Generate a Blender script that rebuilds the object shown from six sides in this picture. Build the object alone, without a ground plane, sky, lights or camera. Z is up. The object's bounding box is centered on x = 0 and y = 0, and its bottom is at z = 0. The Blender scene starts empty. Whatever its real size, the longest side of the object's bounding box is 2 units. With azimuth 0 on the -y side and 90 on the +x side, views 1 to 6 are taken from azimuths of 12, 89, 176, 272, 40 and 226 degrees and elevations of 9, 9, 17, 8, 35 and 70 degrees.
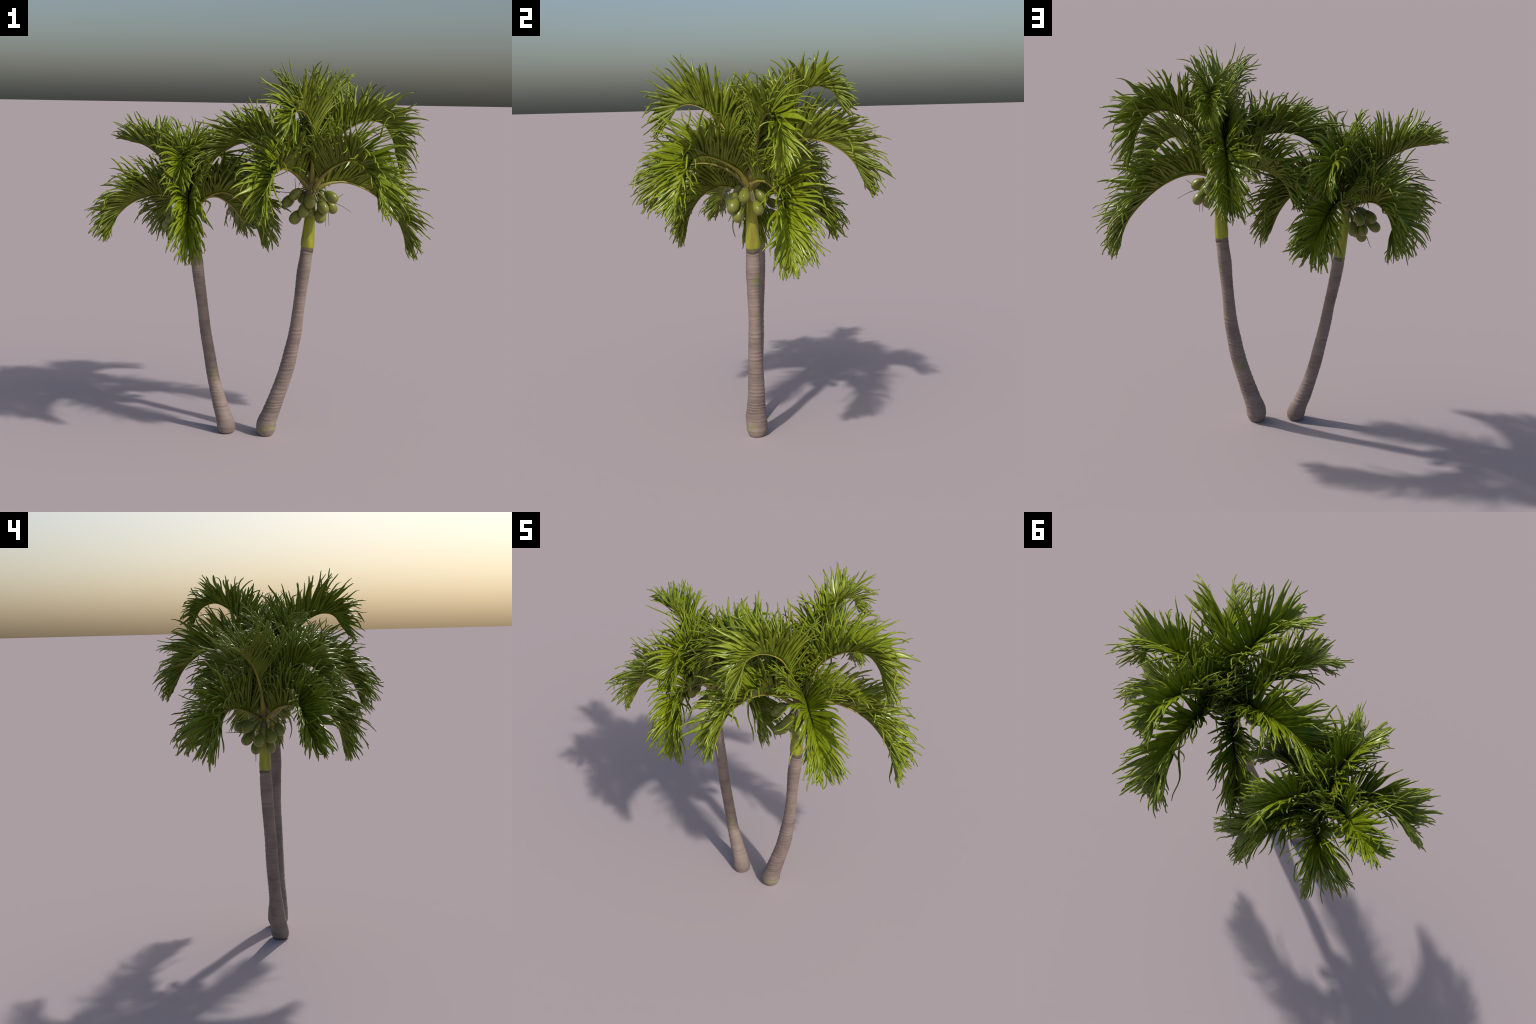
import bpy, math, random
import numpy as np

SEED = 41
Z = np.array([0.0, 0.0, 1.0])


def unit(v):
    v = np.asarray(v, float)
    n = np.linalg.norm(v)
    return v / n if n > 1e-9 else v


# --------------------------------------------------------------------------
# curve helpers
# --------------------------------------------------------------------------
def spline(pts, n):
    """Centripetal Catmull-Rom through pts, resampled to n points by arc length."""
    P = [np.asarray(p, float) for p in pts]
    P = [2 * P[0] - P[1]] + P + [2 * P[-1] - P[-2]]
    dense = []
    for i in range(1, len(P) - 2):
        p0, p1, p2, p3 = P[i - 1:i + 3]
        t = [0.0]
        for a, b in ((p0, p1), (p1, p2), (p2, p3)):
            t.append(t[-1] + max(np.linalg.norm(b - a), 1e-6) ** 0.5)
        for s in np.linspace(t[1], t[2], 30, endpoint=False):
            a1 = (t[1] - s) / (t[1] - t[0]) * p0 + (s - t[0]) / (t[1] - t[0]) * p1
            a2 = (t[2] - s) / (t[2] - t[1]) * p1 + (s - t[1]) / (t[2] - t[1]) * p2
            a3 = (t[3] - s) / (t[3] - t[2]) * p2 + (s - t[2]) / (t[3] - t[2]) * p3
            b1 = (t[2] - s) / (t[2] - t[0]) * a1 + (s - t[0]) / (t[2] - t[0]) * a2
            b2 = (t[3] - s) / (t[3] - t[1]) * a2 + (s - t[1]) / (t[3] - t[1]) * a3
            dense.append((t[2] - s) / (t[2] - t[1]) * b1 + (s - t[1]) / (t[2] - t[1]) * b2)
    dense.append(P[-2])
    D = np.array(dense)
    L = np.concatenate([[0], np.cumsum(np.linalg.norm(np.diff(D, axis=0), axis=1))])
    q = np.linspace(0, L[-1], n)
    return np.stack([np.interp(q, L, D[:, k]) for k in range(3)], 1), L[-1]


def ramp(x, pts):
    return float(np.interp(x, [p[0] for p in pts], [p[1] for p in pts]))


# --------------------------------------------------------------------------
# mesh helpers
# --------------------------------------------------------------------------
class Build:
    def __init__(self):
        self.v, self.f, self.m = [], [], []

    def rings(self, rings, closed=True, cap=True, mats=None):
        base = len(self.v)
        k = len(rings[0])
        for r in rings:
            self.v.extend([tuple(p) for p in r])
        for i in range(len(rings) - 1):
            for j in range(k):
                j2 = (j + 1) % k
                a = base + i * k
                self.f.append((a + j, a + j2, a + k + j2, a + k + j))
                self.m.append(mats[j] if mats else 0)
        if cap:
            self.f.append(tuple(base + j for j in reversed(range(k))))
            self.m.append(0)
            e = base + (len(rings) - 1) * k
            self.f.append(tuple(e + j for j in range(k)))
            self.m.append(0)

    def obj(self, name, mats, parent=None, smooth=True):
        me = bpy.data.meshes.new(name)
        me.from_pydata(self.v, [], self.f)
        for mt in mats:
            me.materials.append(mt)
        me.polygons.foreach_set("material_index", self.m)
        me.polygons.foreach_set("use_smooth", [smooth] * len(self.f))
        me.update()
        ob = bpy.data.objects.new(name, me)
        bpy.context.scene.collection.objects.link(ob)
        if parent:
            ob.parent = parent
        return ob


def tube(b, P, radii, k=10, squash=1.0, up=None, noise=None):
    n = len(P)
    rings = []
    ref = np.array([0.3, 1.0, 0.0]) if up is None else up
    for i in range(n):
        T = unit(P[min(i + 1, n - 1)] - P[max(i - 1, 0)])
        X = unit(np.cross(ref, T))
        Y = np.cross(T, X)
        r = radii[i]
        ring = []
        for j in range(k):
            a = 2 * math.pi * j / k
            rr = r * (noise(i, a) if noise else 1.0)
            ring.append(P[i] + X * math.cos(a) * rr + Y * math.sin(a) * rr * squash)
        rings.append(ring)
    b.rings(rings)


# --------------------------------------------------------------------------
# materials
# --------------------------------------------------------------------------
def mat(name):
    m = bpy.data.materials.new(name)
    m.use_nodes = True
    nt = m.node_tree
    for n in list(nt.nodes):
        nt.nodes.remove(n)
    out = nt.nodes.new("ShaderNodeOutputMaterial")
    bs = nt.nodes.new("ShaderNodeBsdfPrincipled")
    nt.links.new(bs.outputs[0], out.inputs[0])
    return m, nt, bs, out


def N(nt, kind, **kw):
    n = nt.nodes.new(kind)
    for k, v in kw.items():
        if k in n.inputs:
            n.inputs[k].default_value = v
        else:
            setattr(n, k, v)
    return n


def color_ramp(nt, stops):
    n = nt.nodes.new("ShaderNodeValToRGB")
    e = n.color_ramp.elements
    while len(e) < len(stops):
        e.new(0.5)
    for el, (p, c) in zip(e, stops):
        el.position = p
        el.color = (*c, 1)
    return n


def mapped(nt, scale=(1, 1, 1)):
    tc = nt.nodes.new("ShaderNodeTexCoord")
    mp = N(nt, "ShaderNodeMapping")
    mp.inputs["Scale"].default_value = scale
    nt.links.new(tc.outputs["Object"], mp.inputs[0])
    return mp.outputs[0]


def leaf_material(name, low, mid, high, rough, trans):
    m, nt, bs, out = mat(name)
    v = mapped(nt)
    n1 = N(nt, "ShaderNodeTexNoise", Scale=22.0, Detail=4.0, Roughness=0.6)
    nt.links.new(v, n1.inputs[0])
    cr = color_ramp(nt, [(0.30, low), (0.5, mid), (0.72, high)])
    nt.links.new(n1.outputs[0], cr.inputs[0])
    # a few yellowed, drying tips
    n2 = N(nt, "ShaderNodeTexNoise", Scale=7.0, Detail=3.0)
    nt.links.new(v, n2.inputs[0])
    dry = color_ramp(nt, [(0.66, (0, 0, 0)), (0.76, (1, 1, 1))])
    nt.links.new(n2.outputs[0], dry.inputs[0])
    sc = N(nt, "ShaderNodeMath", operation="MULTIPLY")
    sc.inputs[1].default_value = 0.55
    nt.links.new(dry.outputs[0], sc.inputs[0])
    mx = N(nt, "ShaderNodeMix", data_type="RGBA")
    nt.links.new(sc.outputs[0], mx.inputs[0])
    nt.links.new(cr.outputs[0], mx.inputs[6])
    mx.inputs[7].default_value = (0.27, 0.24, 0.035, 1)
    nt.links.new(mx.outputs[2], bs.inputs["Base Color"])
    bs.inputs["Roughness"].default_value = rough
    bs.inputs["Specular IOR Level"].default_value = 0.4
    # fine parallel veins
    n3 = N(nt, "ShaderNodeTexNoise", Scale=160.0, Detail=2.0)
    nt.links.new(v, n3.inputs[0])
    bp = N(nt, "ShaderNodeBump", Strength=0.12, Distance=0.002)
    nt.links.new(n3.outputs[0], bp.inputs["Height"])
    nt.links.new(bp.outputs[0], bs.inputs["Normal"])
    if trans > 0:
        tr = N(nt, "ShaderNodeBsdfTranslucent")
        nt.links.new(mx.outputs[2], tr.inputs[0])
        ms = N(nt, "ShaderNodeMixShader")
        ms.inputs[0].default_value = trans
        nt.links.new(bs.outputs[0], ms.inputs[1])
        nt.links.new(tr.outputs[0], ms.inputs[2])
        nt.links.new(ms.outputs[0], out.inputs[0])
    return m


LEAF_TOP = leaf_material("leaflet_upper_face", (0.124, 0.176, 0.007), (0.184, 0.242, 0.009), (0.262, 0.312, 0.014), 0.31, 0.0)
LEAF_UNDER = leaf_material("leaflet_under_face", (0.112, 0.150, 0.009), (0.158, 0.202, 0.012), (0.215, 0.252, 0.017), 0.45, 0.0)


def rachis_material():
    m, nt, bs, out = mat("rachis_skin")
    v = mapped(nt)
    n1 = N(nt, "ShaderNodeTexNoise", Scale=9.0, Detail=3.0)
    nt.links.new(v, n1.inputs[0])
    cr = color_ramp(nt, [(0.32, (0.19, 0.165, 0.032)), (0.5, (0.29, 0.25, 0.042)), (0.7, (0.42, 0.36, 0.045))])
    nt.links.new(n1.outputs[0], cr.inputs[0])
    nt.links.new(cr.outputs[0], bs.inputs["Base Color"])
    bs.inputs["Roughness"].default_value = 0.45
    return m


RACHIS = rachis_material()


def trunk_material():
    m, nt, bs, out = mat("trunk_bark")
    v = mapped(nt)
    vs = mapped(nt, (6, 6, 70))
    blotch = N(nt, "ShaderNodeTexNoise", Scale=9.0, Detail=4.0)
    nt.links.new(v, blotch.inputs[0])
    base = color_ramp(nt, [(0.3, (0.185, 0.140, 0.123)), (0.5, (0.250, 0.193, 0.167)), (0.7, (0.310, 0.238, 0.198))])
    nt.links.new(blotch.outputs[0], base.inputs[0])
    # darker ring scars
    rings = N(nt, "ShaderNodeTexNoise", Scale=1.0, Detail=3.0, Roughness=0.6)
    nt.links.new(vs, rings.inputs[0])
    rr = color_ramp(nt, [(0.35, (0.62, 0.60, 0.62)), (0.5, (1, 1, 1))])
    nt.links.new(rings.outputs[0], rr.inputs[0])
    mul = N(nt, "ShaderNodeMix", data_type="RGBA", blend_type="MULTIPLY")
    mul.inputs[0].default_value = 0.5
    nt.links.new(base.outputs[0], mul.inputs[6])
    nt.links.new(rr.outputs[0], mul.inputs[7])
    # small flecks of green algae, in short horizontal dashes
    pm = N(nt, "ShaderNodeTexNoise", Scale=9.0, Detail=1.0)
    pm.inputs["Scale"].default_value = 8.5
    nt.links.new(mapped(nt, (1.0, 1.0, 0.9)), pm.inputs[0])
    pr = color_ramp(nt, [(0.63, (0, 0, 0)), (0.66, (1, 1, 1))])
    nt.links.new(pm.outputs[0], pr.inputs[0])
    sp = N(nt, "ShaderNodeTexNoise", Scale=1.0, Detail=2.0)
    nt.links.new(mapped(nt, (55, 55, 130)), sp.inputs[0])
    sr = color_ramp(nt, [(0.54, (0, 0, 0)), (0.58, (1, 1, 1))])
    nt.links.new(sp.outputs[0], sr.inputs[0])
    mk = N(nt, "ShaderNodeMath", operation="MULTIPLY")
    nt.links.new(pr.outputs[0], mk.inputs[0])
    nt.links.new(sr.outputs[0], mk.inputs[1])
    mx = N(nt, "ShaderNodeMix", data_type="RGBA")
    nt.links.new(mk.outputs[0], mx.inputs[0])
    nt.links.new(mul.outputs[2], mx.inputs[6])
    mx.inputs[7].default_value = (0.17, 0.24, 0.02, 1)
    nt.links.new(mx.outputs[2], bs.inputs["Base Color"])
    bs.inputs["Roughness"].default_value = 0.75
    bp = N(nt, "ShaderNodeBump", Strength=0.35, Distance=0.004)
    nt.links.new(rings.outputs[0], bp.inputs["Height"])
    nt.links.new(bp.outputs[0], bs.inputs["Normal"])
    return m


TRUNK = trunk_material()


def shaft_material():
    m, nt, bs, out = mat("crownshaft_skin")
    n1 = N(nt, "ShaderNodeTexNoise", Scale=1.0, Detail=3.0)
    nt.links.new(mapped(nt, (32, 32, 5)), n1.inputs[0])
    cr = color_ramp(nt, [(0.32, (0.25, 0.20, 0.035)), (0.48, (0.30, 0.32, 0.018)), (0.7, (0.36, 0.43, 0.016))])
    nt.links.new(n1.outputs[0], cr.inputs[0])
    nt.links.new(cr.outputs[0], bs.inputs["Base Color"])
    bs.inputs["Roughness"].default_value = 0.42
    return m


SHAFT = shaft_material()


def coconut_material():
    m, nt, bs, out = mat("coconut_husk")
    n1 = N(nt, "ShaderNodeTexNoise", Scale=16.0, Detail=3.0)
    nt.links.new(mapped(nt), n1.inputs[0])
    cr = color_ramp(nt, [(0.30, (0.135, 0.160, 0.022)), (0.52, (0.190, 0.215, 0.030)), (0.72, (0.255, 0.240, 0.050))])
    nt.links.new(n1.outputs[0], cr.inputs[0])
    nt.links.new(cr.outputs[0], bs.inputs["Base Color"])
    bs.inputs["Roughness"].default_value = 0.34
    return m


COCONUT = coconut_material()


def plain(name, lo, hi, rough, scale=14.0):
    m, nt, bs, out = mat(name)
    n1 = N(nt, "ShaderNodeTexNoise", Scale=scale, Detail=3.0)
    nt.links.new(mapped(nt), n1.inputs[0])
    cr = color_ramp(nt, [(0.35, lo), (0.65, hi)])
    nt.links.new(n1.outputs[0], cr.inputs[0])
    nt.links.new(cr.outputs[0], bs.inputs["Base Color"])
    bs.inputs["Roughness"].default_value = rough
    return m


STALK = plain("fruit_stalk_skin", (0.10, 0.13, 0.025), (0.18, 0.19, 0.05), 0.6)
SCAR = plain("sheath_scar_bark", (0.095, 0.075, 0.055), (0.16, 0.125, 0.085), 0.8, 30.0)
FIBRE = plain("crown_fibre", (0.20, 0.145, 0.095), (0.30, 0.22, 0.14), 0.8, 40.0)


# --------------------------------------------------------------------------
# leaflets
# --------------------------------------------------------------------------
def leaflet_rings(P0, d0, side_axis, length, w_root, w_mid, w_tip, thick, gravity, rng, n=13, wild=1.0):
    """Closed, softly folded blade that leaves P0 along d0.  side_axis spans its width.
    Broad in the first half, where neighbours overlap into one pleated sheet, then a
    narrow, round, drooping finger."""
    rings = []
    p = np.array(P0, float)
    d = unit(d0)
    step = length / (n - 1)
    tw = rng.uniform(-0.7, 0.7)
    ph1, ph2 = rng.uniform(0, 6.28), rng.uniform(0, 6.28)
    amp = rng.uniform(0.03, 0.22) * wild
    kink = rng.uniform(0.55, 0.9)
    kamp = (rng.random() < 0.33) * rng.uniform(0.2, 0.8) * wild
    kdir = unit(np.array([rng.gauss(0, 1), rng.gauss(0, 1), rng.gauss(0, 1) - 0.5]))
    split = rng.uniform(0.42, 0.62)
    for i in range(n):
        s = i / (n - 1)
        w = ramp(s, [(0, w_root), (split * 0.85, w_mid), (split + 0.14, w_mid * 0.35 + w_tip * 0.65), (0.82, w_tip), (0.94, w_tip * 0.85), (1.0, w_tip * 0.45)])
        th = thick * ramp(s, [(0, 0.45), (0.45, 0.6), (0.7, 1.15), (0.92, 0.95), (1.0, 0.5)])
        W = unit(side_axis - np.dot(side_axis, d) * d)
        Nn = np.cross(d, W)
        a = tw * s * s
        Wt = W * math.cos(a) + Nn * math.sin(a)
        Nt = -W * math.sin(a) + Nn * math.cos(a)
        fold = 0.09 * w * (1 - 0.8 * s)
        rings.append([
            p - Wt * w * 0.5 + Nt * fold * 0.5,
            p - Wt * w * 0.26 + Nt * (th * 0.9),
            p + Nt * (th * 0.9 - fold * 0.35),
            p + Wt * w * 0.26 + Nt * (th * 0.9),
            p + Wt * w * 0.5 + Nt * fold * 0.5,
            p - Nt * (th * 0.9 + fold * 0.45),
        ])
        g = step / 0.02 * gravity
        bend = -Z * g * (0.03 + 0.30 * s * s)
        wave = (W * math.sin(ph1 + 9 * s) + Nn * math.sin(ph2 + 8 * s)) * amp * (0.1 + 1.2 * s * s)
        kk = kdir * kamp if abs(s - kink) < 0.05 else 0.0
        d = unit(d + bend + wave + kk)
        p = p + d * step
    return rings


SWEEP = [(0, 64), (0.3, 57), (0.6, 47), (0.85, 33), (1, 12)]
LENGTH = [(0, 0.20), (0.12, 0.25), (0.35, 0.275), (0.65, 0.255), (0.85, 0.195), (1, 0.095)]
LEAF_MATS = [0, 0, 0, 0, 1, 1]


def make_frond(spec, palm, rng, named_per_frond):
    pts = spec["pts"]
    P, L = spline(pts, 64)
    n = len(P)
    T = np.array([unit(P[min(i + 1, n - 1)] - P[max(i - 1, 0)]) for i in range(n)])
    heading = unit((P[-1] - P[0]) * [1, 1, 0])
    roll = math.radians(spec.get("roll", 0))
    # lateral and outward axes along the rachis
    B, U = [], []
    for i in range(n):
        loc = T[i] * [1, 1, 0]
        h = unit(heading * 0.6 + loc * 0.8)
        b = unit(np.cross(h, Z))
        b = unit(b - np.dot(b, T[i]) * T[i])
        u = np.cross(b, T[i])
        a = roll * min(1.0, 3.0 * i / (n - 1))
        B.append(b * math.cos(a) + u * math.sin(a))
        U.append(u * math.cos(a) - b * math.sin(a))
    # rachis
    bd = Build()
    rr = [ramp(i / (n - 1), [(0, 0.0150), (0.08, 0.0130), (0.2, 0.0085), (0.4, 0.0050), (1, 0.0017)]) for i in range(n)]
    rings = []
    for i in range(n):
        ring = []
        for j in range(10):
            a = 2 * math.pi * j / 10
            ring.append(P[i] + B[i] * math.cos(a) * rr[i] * 1.15 + U[i] * math.sin(a) * rr[i] * 0.85)
        rings.append(ring)
    bd.rings(rings)
    frond = bd.obj("frond", [RACHIS], palm)

    count = spec.get("count", 54)
    start = spec.get("start", 0.11)
    size = spec.get("size", 1.0)
    lift0, lift1 = spec.get("lift", (72, 26))
    grav = spec.get("grav", 0.5)

    def nominal(t, side, dl=0.0, ds=0.0):
        x = min(max(t, 0), 0.999) * (n - 1)
        i = min(int(x), n - 2)
        f = x - i
        q = min(max((t - start) / (1 - start), 0), 1)
        p = P[i] * (1 - f) + P[i + 1] * f
        tt = unit(T[i] * (1 - f) + T[i + 1] * f)
        bb = B[i] * (1 - f) + B[i + 1] * f
        uu = U[i] * (1 - f) + U[i + 1] * f
        sweep = math.radians(ramp(q, SWEEP) + ds)
        lift = math.radians(ramp(q, [(0, lift0), (0.5, lift0 - 9), (0.8, (lift0 + lift1) / 2 - 4), (1, lift1)]) + dl)
        lat = bb * side * math.cos(lift) + uu * math.sin(lift)
        d = unit(tt * math.cos(sweep) + lat * math.sin(sweep))
        return p, d, tt, uu, rr[i], q

    leaves = []
    for side in (-1, 1):
        fa, fb, fc = [rng.uniform(0, 6.28) for _ in range(3)]
        for k in range(count):
            gap = (1 - start) / count
            t = start + gap * (k + 0.5 + rng.uniform(-0.25, 0.25))
            dl = 6 * math.sin(9 * t + fa) + 4 * math.sin(23 * t + fb) + rng.gauss(0, 3.5)
            ds = 4 * math.sin(14 * t + fc) + rng.gauss(0, 3)
            p, d, tt, uu, r0, q = nominal(t, side, dl, ds)
            length = size * ramp(q, LENGTH) * rng.uniform(0.72, 1.08)
            p2, d2 = nominal(t + gap, side)[:2]
            p1, d1 = nominal(t, side)[:2]
            h = 0.5 * length
            w_root = min(1.35 * np.linalg.norm(p2 - p1), 0.024)
            w_mid = min(1.45 * np.linalg.norm(p2 + d2 * h - p1 - d1 * h), 0.035) * rng.uniform(0.85, 1.2)
            w_mid = max(w_mid, 0.010)
            w_tip = rng.uniform(0.0075, 0.0115)
            rg = leaflet_rings(p + uu * r0 * 0.5, d, tt * side, length, w_root, w_mid, w_tip, 0.0030,
                               grav * rng.uniform(0.4, 1.5), rng)
            leaves.append((length * w_mid, rg))
        # loose, curled extra fingers that break up the outline
        for k in range(34):
            t = rng.uniform(start + 0.05, 0.97)
            p, d, tt, uu, r0, q = nominal(t, side, rng.gauss(-3, 13), rng.gauss(0, 12))
            length = size * ramp(q, LENGTH) * rng.uniform(0.6, 1.08)
            w = rng.uniform(0.008, 0.014)
            rg = leaflet_rings(p + uu * r0 * 0.5, d, tt * side, length, 0.010, w, rng.uniform(0.006, 0.009), 0.0028,
                               grav * rng.uniform(0.6, 2.2), rng, wild=1.8)
            leaves.append((length * w, rg))
    order = sorted(range(len(leaves)), key=lambda j: -leaves[j][0])
    named = set(order[:named_per_frond])
    rest = Build()
    for j, (_, rg) in enumerate(leaves):
        if j in named:
            b = Build()
            b.rings(rg, mats=LEAF_MATS)
            b.obj("leaflet", [LEAF_TOP, LEAF_UNDER], frond)
        else:
            rest.rings(rg, mats=LEAF_MATS)
    o = rest.obj("leaflets", [LEAF_TOP, LEAF_UNDER], frond)
    o["kind"] = "stuff"
    return frond


# --------------------------------------------------------------------------
# trunk, crownshaft, coconuts
# --------------------------------------------------------------------------
def make_trunk(profile, palm, rng):
    pts = [p[:3] for p in profile]
    P, L = spline(pts, 340)
    cz = [p[2] for p in profile]
    cr_ = [p[3] for p in profile]
    ph = [rng.uniform(0, 6.28) for _ in range(8)]
    scars = []
    z = 0.10
    while z < 1.05:
        scars.append((z, rng.uniform(0.3, 1.0), rng.uniform(-0.006, 0.006), rng.uniform(0, 6.28)))
        z += rng.uniform(0.014, 0.034)

    def nz(i, a):
        zz = P[i][2]
        r = 1.0 + 0.026 * math.sin(7 * zz + 2 * a + ph[0]) + 0.020 * math.sin(19 * zz + a + ph[1]) + 0.010 * math.sin(3 * a + 31 * zz + ph[2])
        for sz, am, tl, p0 in scars:
            dz = zz - sz - tl * math.sin(a + p0)
            if abs(dz) < 0.012:
                r += 0.055 * am * math.exp(-(dz / 0.0045) ** 2)
        return r
    radii = [float(np.interp(p[2], cz, cr_)) for p in P]
    # rounded foot: follow the flare down to a narrower sole
    b = Build()
    rings = []
    k = 28
    for i in range(len(P)):
        ring = []
        for j in range(k):
            a = 2 * math.pi * j / k
            r = radii[i] * nz(i, a)
            ring.append((P[i][0] + r * math.cos(a), P[i][1] + r * math.sin(a), P[i][2]))
        rings.append(ring)
    b.rings(rings)
    return b.obj("trunk", [TRUNK], palm)


def make_shaft(profile, palm, rng):
    P, L = spline([p[:3] for p in profile], 40)
    rad = [float(np.interp(p[2], [q[2] for q in profile], [q[3] for q in profile])) for p in P]
    ph = rng.uniform(0, 6.28)
    b = Build()
    tube(b, P, rad, k=24, noise=lambda i, a: 1 + 0.02 * math.sin(3 * a + ph) + 0.015 * math.sin(5 * a + 0.2 * i))
    return b.obj("crownshaft", [SHAFT], palm)


COCO_MESH = {}


def coconut_mesh(variant):
    if variant in COCO_MESH:
        return COCO_MESH[variant]
    rg = random.Random(SEED + 100 + variant)
    b = Build()
    rings = []
    m, k = 22, 24
    ph = rg.uniform(0, 6.28)
    for i in range(m):
        u = i / (m - 1)
        th = math.pi * u
        z = -math.cos(th)
        r = math.sin(th) ** 0.92 if 0 < u < 1 else 0.02
        r *= 0.74 * (1 + 0.10 * z) 
        r = max(r, 0.012)
        rings.append([(r * (1 + 0.035 * math.cos(3 * a + ph)) * math.cos(a), r * (1 + 0.035 * math.cos(3 * a + ph)) * math.sin(a), -z)
                      for a in [2 * math.pi * j / k for j in range(k)]])
    b.rings(rings)
    o = b.obj("coconut_master", [COCONUT])
    me = o.data
    me.name = "coconut"
    bpy.data.objects.remove(o)
    COCO_MESH[variant] = me
    return me


def make_coconuts(items, hub, palm, rng):
    import mathutils
    for idx, (x, y, z, half) in enumerate(items):
        c = np.array([x, y, z])
        me = coconut_mesh(idx % 4)
        ob = bpy.data.objects.new("coconut", me)
        bpy.context.scene.collection.objects.link(ob)
        ob.parent = palm
        h = np.array(hub) + np.array([0, 0, 0.01])
        away = unit(c - h)
        ax = unit(away + np.array([rng.gauss(0, .25), rng.gauss(0, .25), -0.35]))
        q = mathutils.Vector(tuple(ax)).to_track_quat('-Z', 'Y')
        ob.rotation_mode = 'QUATERNION'
        ob.rotation_quaternion = q
        ob.location = tuple(c)
        ob.scale = (half * 0.96, half * 0.96, half * rng.uniform(0.92, 1.02))
        # short stem from the husk to the hub
        top = c - ax * half * 0.95
        P, _ = spline([top, (top + h) / 2 + np.array([0, 0, 0.006]), h], 10)
        b = Build()
        tube(b, P, [0.0042] * 10, k=7)
        b.obj("fruit_stalk", [STALK], palm)
        # green calyx at the stem end
        b = Build()
        P, _ = spline([top - ax * 0.006, top + ax * half * 0.16], 5)
        tube(b, P, [0.006, 0.012, 0.015, 0.016, 0.012], k=9)
        b.obj("calyx", [STALK], palm)


def make_strand(pts, r, palm):
    P, _ = spline(pts, 16)
    b = Build()
    tube(b, P, [r * (1 - 0.5 * i / 15) for i in range(16)], k=6)
    return b.obj("flower_strand", [STALK], palm)


def make_palm(base, label, trunk, shaft, hub, crown, fronds, nuts, strands, seed):
    rng = random.Random(SEED + seed)
    palm = bpy.data.objects.new("palm_tree", None)
    bpy.context.scene.collection.objects.link(palm)
    palm["label"] = label
    palm["category"] = "palm tree"
    make_trunk(trunk, palm, rng)
    make_shaft(shaft, palm, rng)
    # brown fibrous crown base from which the fronds rise
    b = Build()
    P, _ = spline([c[:3] for c in crown], 20)
    rad = [float(np.interp(i / 19, np.linspace(0, 1, len(crown)), [c[3] for c in crown])) for i in range(20)]
    tube(b, P, rad, k=18, noise=lambda i, a: 1 + 0.07 * math.sin(5 * a + 0.4 * i) + 0.04 * math.sin(9 * a))
    b.obj("crown_base", [FIBRE], palm)
    # dark scar ring left by the last shed sheath, just below the crownshaft
    sx, sy, sz, sr = shaft[0]
    b = Build()
    P = np.array([(sx - 0.0015 * (2 - i) / 2, sy, sz - 0.020 + 0.0045 * i) for i in range(6)])
    tube(b, P, [sr * f for f in (1.04, 1.10, 1.12, 1.12, 1.11, 1.04)], k=24, noise=lambda i, a: 1 + 0.02 * math.sin(3 * a + i))
    b.obj("sheath_scar", [SCAR], palm)
    for s in fronds:
        make_frond(s, palm, rng, 17)
    make_coconuts(nuts, hub, palm, rng)
    for s in strands:
        make_strand(s, 0.0022, palm)
    # set the origin of the thing at its foot, keeping the children where they are
    palm.location = base
    for ob in palm.children:
        ob.location = tuple(np.array(ob.location) - np.array(base))
    return palm


# --------------------------------------------------------------------------
# the tall palm
# --------------------------------------------------------------------------
HA = (0.266, -0.032, 1.352)
tall_trunk = [(0.046, -0.033, 0.0, 0.039), (0.046, -0.033, 0.006, 0.045), (0.047, -0.033, 0.034, 0.0555), (0.052, -0.033, 0.075, 0.0555),
              (0.071, -0.033, 0.125, 0.0505), (0.094, -0.032, 0.188, 0.0460), (0.131, -0.031, 0.294, 0.0425), (0.160, -0.030, 0.40, 0.0395),
              (0.174, -0.030, 0.46, 0.0375), (0.198, -0.030, 0.579, 0.034), (0.211, -0.030, 0.698, 0.031), (0.224, -0.030, 0.815, 0.032),
              (0.236, -0.030, 0.914, 0.0365), (0.246, -0.030, 1.00, 0.0335), (0.251, -0.030, 1.06, 0.031)]
tall_shaft = [(0.251, -0.030, 1.040, 0.0300), (0.252, -0.030, 1.046, 0.0345), (0.254, -0.030, 1.075, 0.0355), (0.258, -0.030, 1.12, 0.0325),
              (0.262, -0.031, 1.20, 0.0275), (0.264, -0.032, 1.27, 0.0265), (0.265, -0.032, 1.30, 0.025)]
tall_crown = [(0.265, -0.032, 1.26, 0.022), (0.266, -0.032, 1.31, 0.029), (0.266, -0.032, 1.36, 0.027), (0.267, -0.032, 1.42, 0.016), (0.267, -0.03, 1.47, 0.006)]

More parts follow.
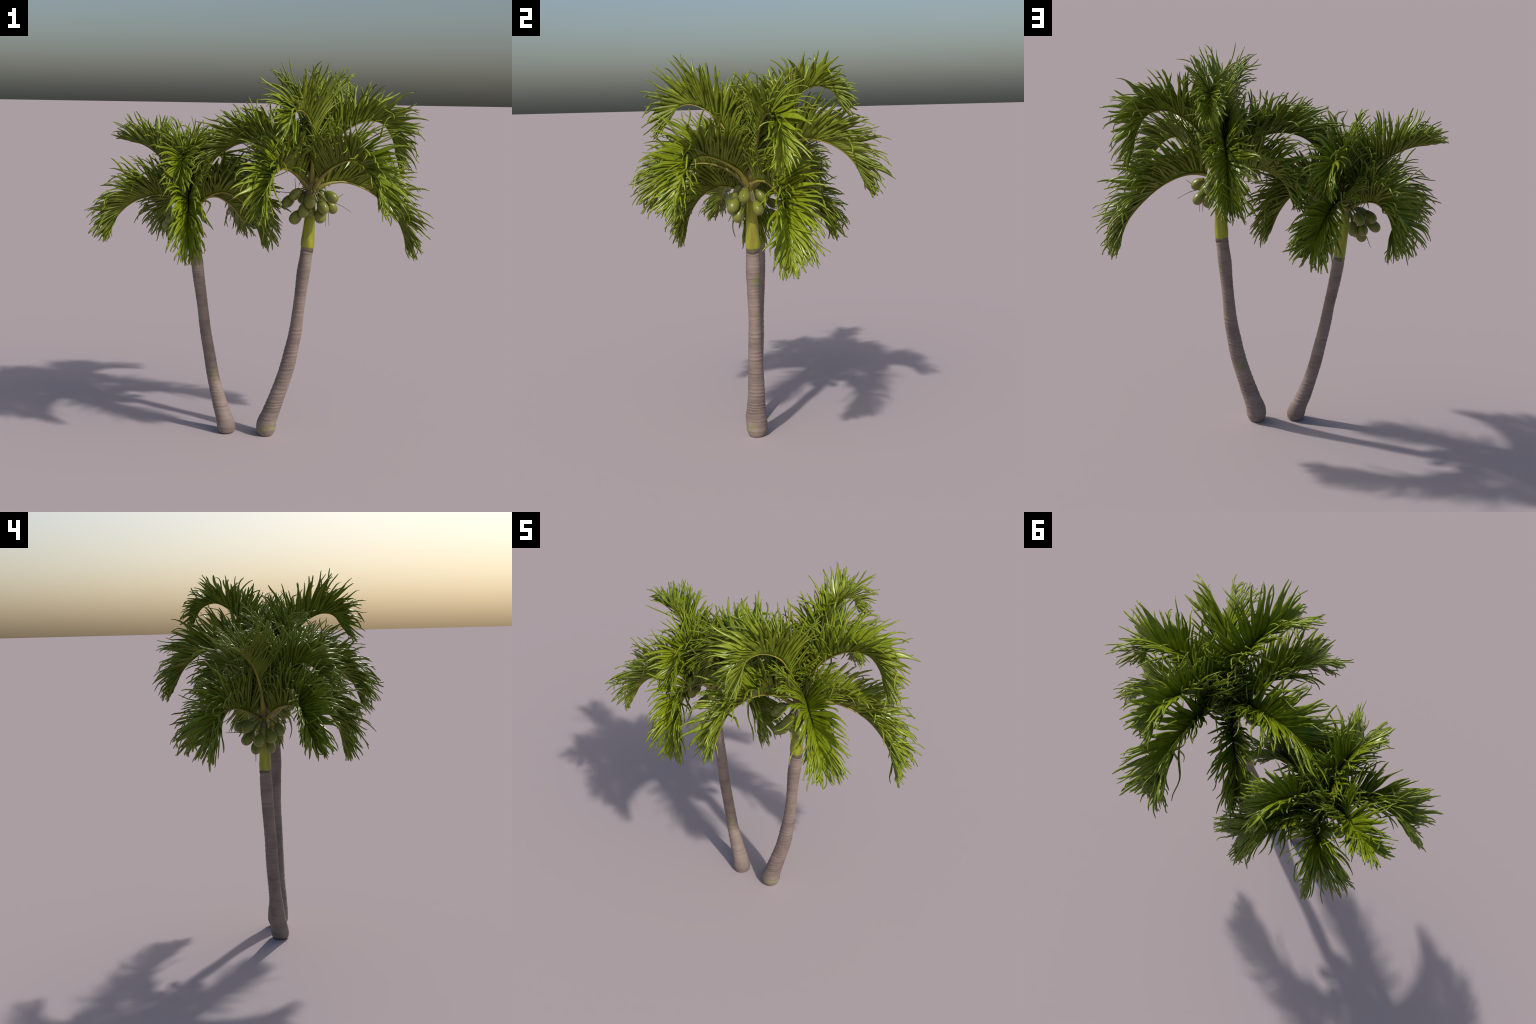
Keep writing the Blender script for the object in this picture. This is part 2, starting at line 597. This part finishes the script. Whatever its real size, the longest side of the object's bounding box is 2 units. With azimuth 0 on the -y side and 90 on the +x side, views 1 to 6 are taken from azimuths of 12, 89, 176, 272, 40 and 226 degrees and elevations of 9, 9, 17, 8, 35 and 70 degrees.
tall_fronds = [
    # low, to +x, longest droop
    dict(pts=[(0.278, -0.028, 1.335), (0.335, -0.01, 1.375), (0.429, 0.038, 1.387), (0.53, 0.085, 1.352), (0.611, 0.12, 1.295), (0.709, 0.138, 1.182), (0.757, 0.14, 1.07)], grav=0.5, size=1.06, lift=(65, 18)),
    # low, to the front right
    dict(pts=[(0.277, -0.040, 1.345), (0.337, -0.085, 1.429), (0.450, -0.20, 1.505), (0.524, -0.278, 1.512), (0.602, -0.33, 1.44), (0.665, -0.37, 1.32)], grav=0.4, size=1.1, lift=(64, 26)),
    # low, to the front left
    dict(pts=[(0.258, -0.043, 1.345), (0.210, -0.12, 1.420), (0.180, -0.20, 1.456), (0.155, -0.29, 1.466), (0.128, -0.395, 1.437), (0.113, -0.465, 1.385), (0.098, -0.505, 1.305)], grav=0.6, size=1.05),
    # low, back left
    dict(pts=[(0.255, -0.020, 1.350), (0.14, 0.08, 1.43), (0.05, 0.155, 1.437), (-0.03, 0.225, 1.410), (-0.075, 0.27, 1.345)], grav=0.5, lift=(76, 45)),
    # middle, to the back
    dict(pts=[(0.265, -0.020, 1.365), (0.258, 0.08, 1.50), (0.25, 0.175, 1.566), (0.244, 0.27, 1.576), (0.238, 0.385, 1.540), (0.231, 0.475, 1.465), (0.225, 0.53, 1.37)], grav=0.35, size=1.14),
    # upper, front
    dict(pts=[(0.268, -0.04, 1.37), (0.280, -0.10, 1.54), (0.280, -0.192, 1.69), (0.25, -0.303, 1.755), (0.228, -0.375, 1.745), (0.222, -0.425, 1.68)], grav=0.25, size=1.14, start=0.06, lift=(75, 30)),
    # upper, back
    dict(pts=[(0.266, -0.02, 1.37), (0.285, 0.06, 1.57), (0.305, 0.18, 1.76), (0.318, 0.29, 1.83), (0.318, 0.37, 1.806), (0.322, 0.415, 1.74)], grav=0.3, size=0.9, start=0.06),
    # upper, right
    dict(pts=[(0.275, -0.03, 1.37), (0.34, 0.0, 1.55), (0.43, 0.022, 1.653), (0.535, 0.05, 1.705), (0.615, 0.085, 1.692), (0.665, 0.108, 1.62), (0.693, 0.118, 1.515)], grav=0.4),
    # upper, left, arching over the short palm
    dict(pts=[(0.258, -0.035, 1.37), (0.17, -0.04, 1.50), (0.05, -0.045, 1.575), (-0.06, -0.06, 1.59), (-0.164, -0.075, 1.56), (-0.24, -0.10, 1.49), (-0.27, -0.12, 1.42)], grav=0.3, roll=0, size=1.14, lift=(57, 24)),
]
tall_nuts = [(0.377, -0.062, 1.316, 0.040), (0.370, 0.000, 1.256, 0.038), (0.315, 0.020, 1.308, 0.038), (0.340, -0.116, 1.268, 0.040),
             (0.275, -0.123, 1.294, 0.042), (0.323, -0.093, 1.218, 0.041), (0.197, -0.095, 1.208, 0.043), (0.240, -0.118, 1.248, 0.040),
             (0.153, -0.065, 1.287, 0.040), (0.192, -0.090, 1.326, 0.037), (0.214, 0.016, 1.299, 0.034), (0.275, -0.090, 1.246, 0.034)]
tall_strands = [[(0.37, -0.05, 1.29), (0.42, -0.05, 1.275), (0.48, -0.05, 1.24)],
                [(0.36, -0.06, 1.27), (0.365, -0.075, 1.23), (0.37, -0.075, 1.165)],
                [(0.35, -0.06, 1.26), (0.352, -0.08, 1.22), (0.352, -0.08, 1.165)],
                [(0.193, -0.09, 1.35), (0.188, -0.09, 1.41)],
                [(0.19, -0.07, 1.33), (0.08, -0.06, 1.335)],
                [(0.39, -0.07, 1.30), (0.44, -0.07, 1.335)]]

make_palm((0.046, -0.033, 0.0), "tall leaning coconut palm with glossy green arching fronds",
          tall_trunk, tall_shaft, HA, tall_crown, tall_fronds, tall_nuts, tall_strands, 1)

# --------------------------------------------------------------------------
# the short palm
# --------------------------------------------------------------------------
HB = (-0.386, 0.008, 1.225)
short_trunk = [(-0.170, -0.047, 0.0, 0.039), (-0.170, -0.047, 0.006, 0.045), (-0.172, -0.046, 0.035, 0.050), (-0.182, -0.043, 0.075, 0.047),
               (-0.207, -0.036, 0.138, 0.041), (-0.250, -0.024, 0.289, 0.0335), (-0.278, -0.016, 0.423, 0.0325), (-0.305, -0.010, 0.566, 0.031),
               (-0.322, -0.003, 0.694, 0.0295), (-0.345, 0.004, 0.827, 0.0315), (-0.355, 0.007, 0.91, 0.0315), (-0.361, 0.009, 0.975, 0.028)]
short_shaft = [(-0.360, 0.009, 0.957, 0.027), (-0.361, 0.009, 0.963, 0.0305), (-0.363, 0.009, 0.985, 0.0315), (-0.369, 0.009, 1.03, 0.028),
               (-0.376, 0.009, 1.10, 0.0245), (-0.382, 0.009, 1.17, 0.023), (-0.384, 0.009, 1.20, 0.022)]
short_crown = [(-0.382, 0.009, 1.16, 0.020), (-0.385, 0.009, 1.20, 0.026), (-0.387, 0.008, 1.24, 0.024), (-0.39, 0.008, 1.30, 0.013), (-0.39, 0.008, 1.34, 0.005)]
short_fronds = [
    # low, left front
    dict(pts=[(-0.398, 0.003, 1.215), (-0.47, -0.07, 1.285), (-0.56, -0.15, 1.300), (-0.66, -0.19, 1.262), (-0.730, -0.212, 1.195), (-0.752, -0.235, 1.14)], grav=0.5, size=1.0),
    # low, left back
    dict(pts=[(-0.395, 0.020, 1.215), (-0.45, 0.10, 1.270), (-0.51, 0.17, 1.285), (-0.562, 0.207, 1.237), (-0.586, 0.230, 1.17), (-0.584, 0.246, 1.12)], grav=0.6, lift=(70, 12)),
    # low, front
    dict(pts=[(-0.382, -0.005, 1.215), (-0.365, -0.10, 1.285), (-0.345, -0.20, 1.305), (-0.322, -0.30, 1.262), (-0.308, -0.37, 1.165), (-0.297, -0.395, 1.085)], grav=0.75),
    # low, right
    dict(pts=[(-0.373, 0.005, 1.215), (-0.30, -0.012, 1.285), (-0.21, -0.022, 1.316), (-0.115, -0.025, 1.280), (-0.045, -0.025, 1.19), (-0.012, -0.025, 1.11)], grav=0.7),
    # low, back right
    dict(pts=[(-0.380, 0.020, 1.215), (-0.345, 0.09, 1.264), (-0.295, 0.185, 1.270), (-0.238, 0.285, 1.215), (-0.195, 0.350, 1.14), (-0.178, 0.372, 1.10)], grav=0.45, lift=(62, 10), roll=18, size=0.98),
    # upper, left
    dict(pts=[(-0.392, 0.010, 1.235), (-0.48, 0.02, 1.385), (-0.59, 0.05, 1.500), (-0.69, 0.085, 1.555), (-0.77, 0.10, 1.570)], grav=0.2, size=0.96),
    # upper, front
    dict(pts=[(-0.386, 0.000, 1.235), (-0.385, -0.05, 1.380), (-0.384, -0.12, 1.472), (-0.378, -0.19, 1.502), (-0.374, -0.25, 1.475), (-0.372, -0.285, 1.415)], grav=0.4),
    # upper, back
    dict(pts=[(-0.386, 0.016, 1.235), (-0.365, 0.075, 1.39), (-0.332, 0.13, 1.480), (-0.292, 0.19, 1.500), (-0.262, 0.245, 1.46), (-0.245, 0.28, 1.40)], grav=0.5, size=0.88),
]
short_nuts = [(-0.499, 0.084, 1.193, 0.038), (-0.435, 0.128, 1.191, 0.036), (-0.527, 0.031, 1.131, 0.039), (-0.460, 0.092, 1.129, 0.038),
              (-0.460, 0.049, 1.086, 0.037), (-0.410, 0.088, 1.129, 0.036), (-0.478, -0.070, 1.176, 0.037), (-0.500, -0.025, 1.145, 0.039), (-0.440, -0.022, 1.090, 0.036)]
short_strands = [[(-0.47, 0.08, 1.16), (-0.475, 0.13, 1.165), (-0.48, 0.20, 1.165)],
                 [(-0.46, 0.03, 1.22), (-0.49, 0.05, 1.29)], [(-0.45, 0.05, 1.22), (-0.455, 0.06, 1.285)],
                 [(-0.49, 0.05, 1.08), (-0.515, 0.05, 1.02)],
                 [(-0.44, -0.02, 1.18), (-0.47, -0.12, 1.215)],
                 [(-0.33, -0.01, 1.16), (-0.28, -0.01, 1.13)]]
make_palm((-0.170, -0.047, 0.0), "shorter leaning coconut palm with drooping green fronds",
          short_trunk, short_shaft, HB, short_crown, short_fronds, short_nuts, short_strands, 2)
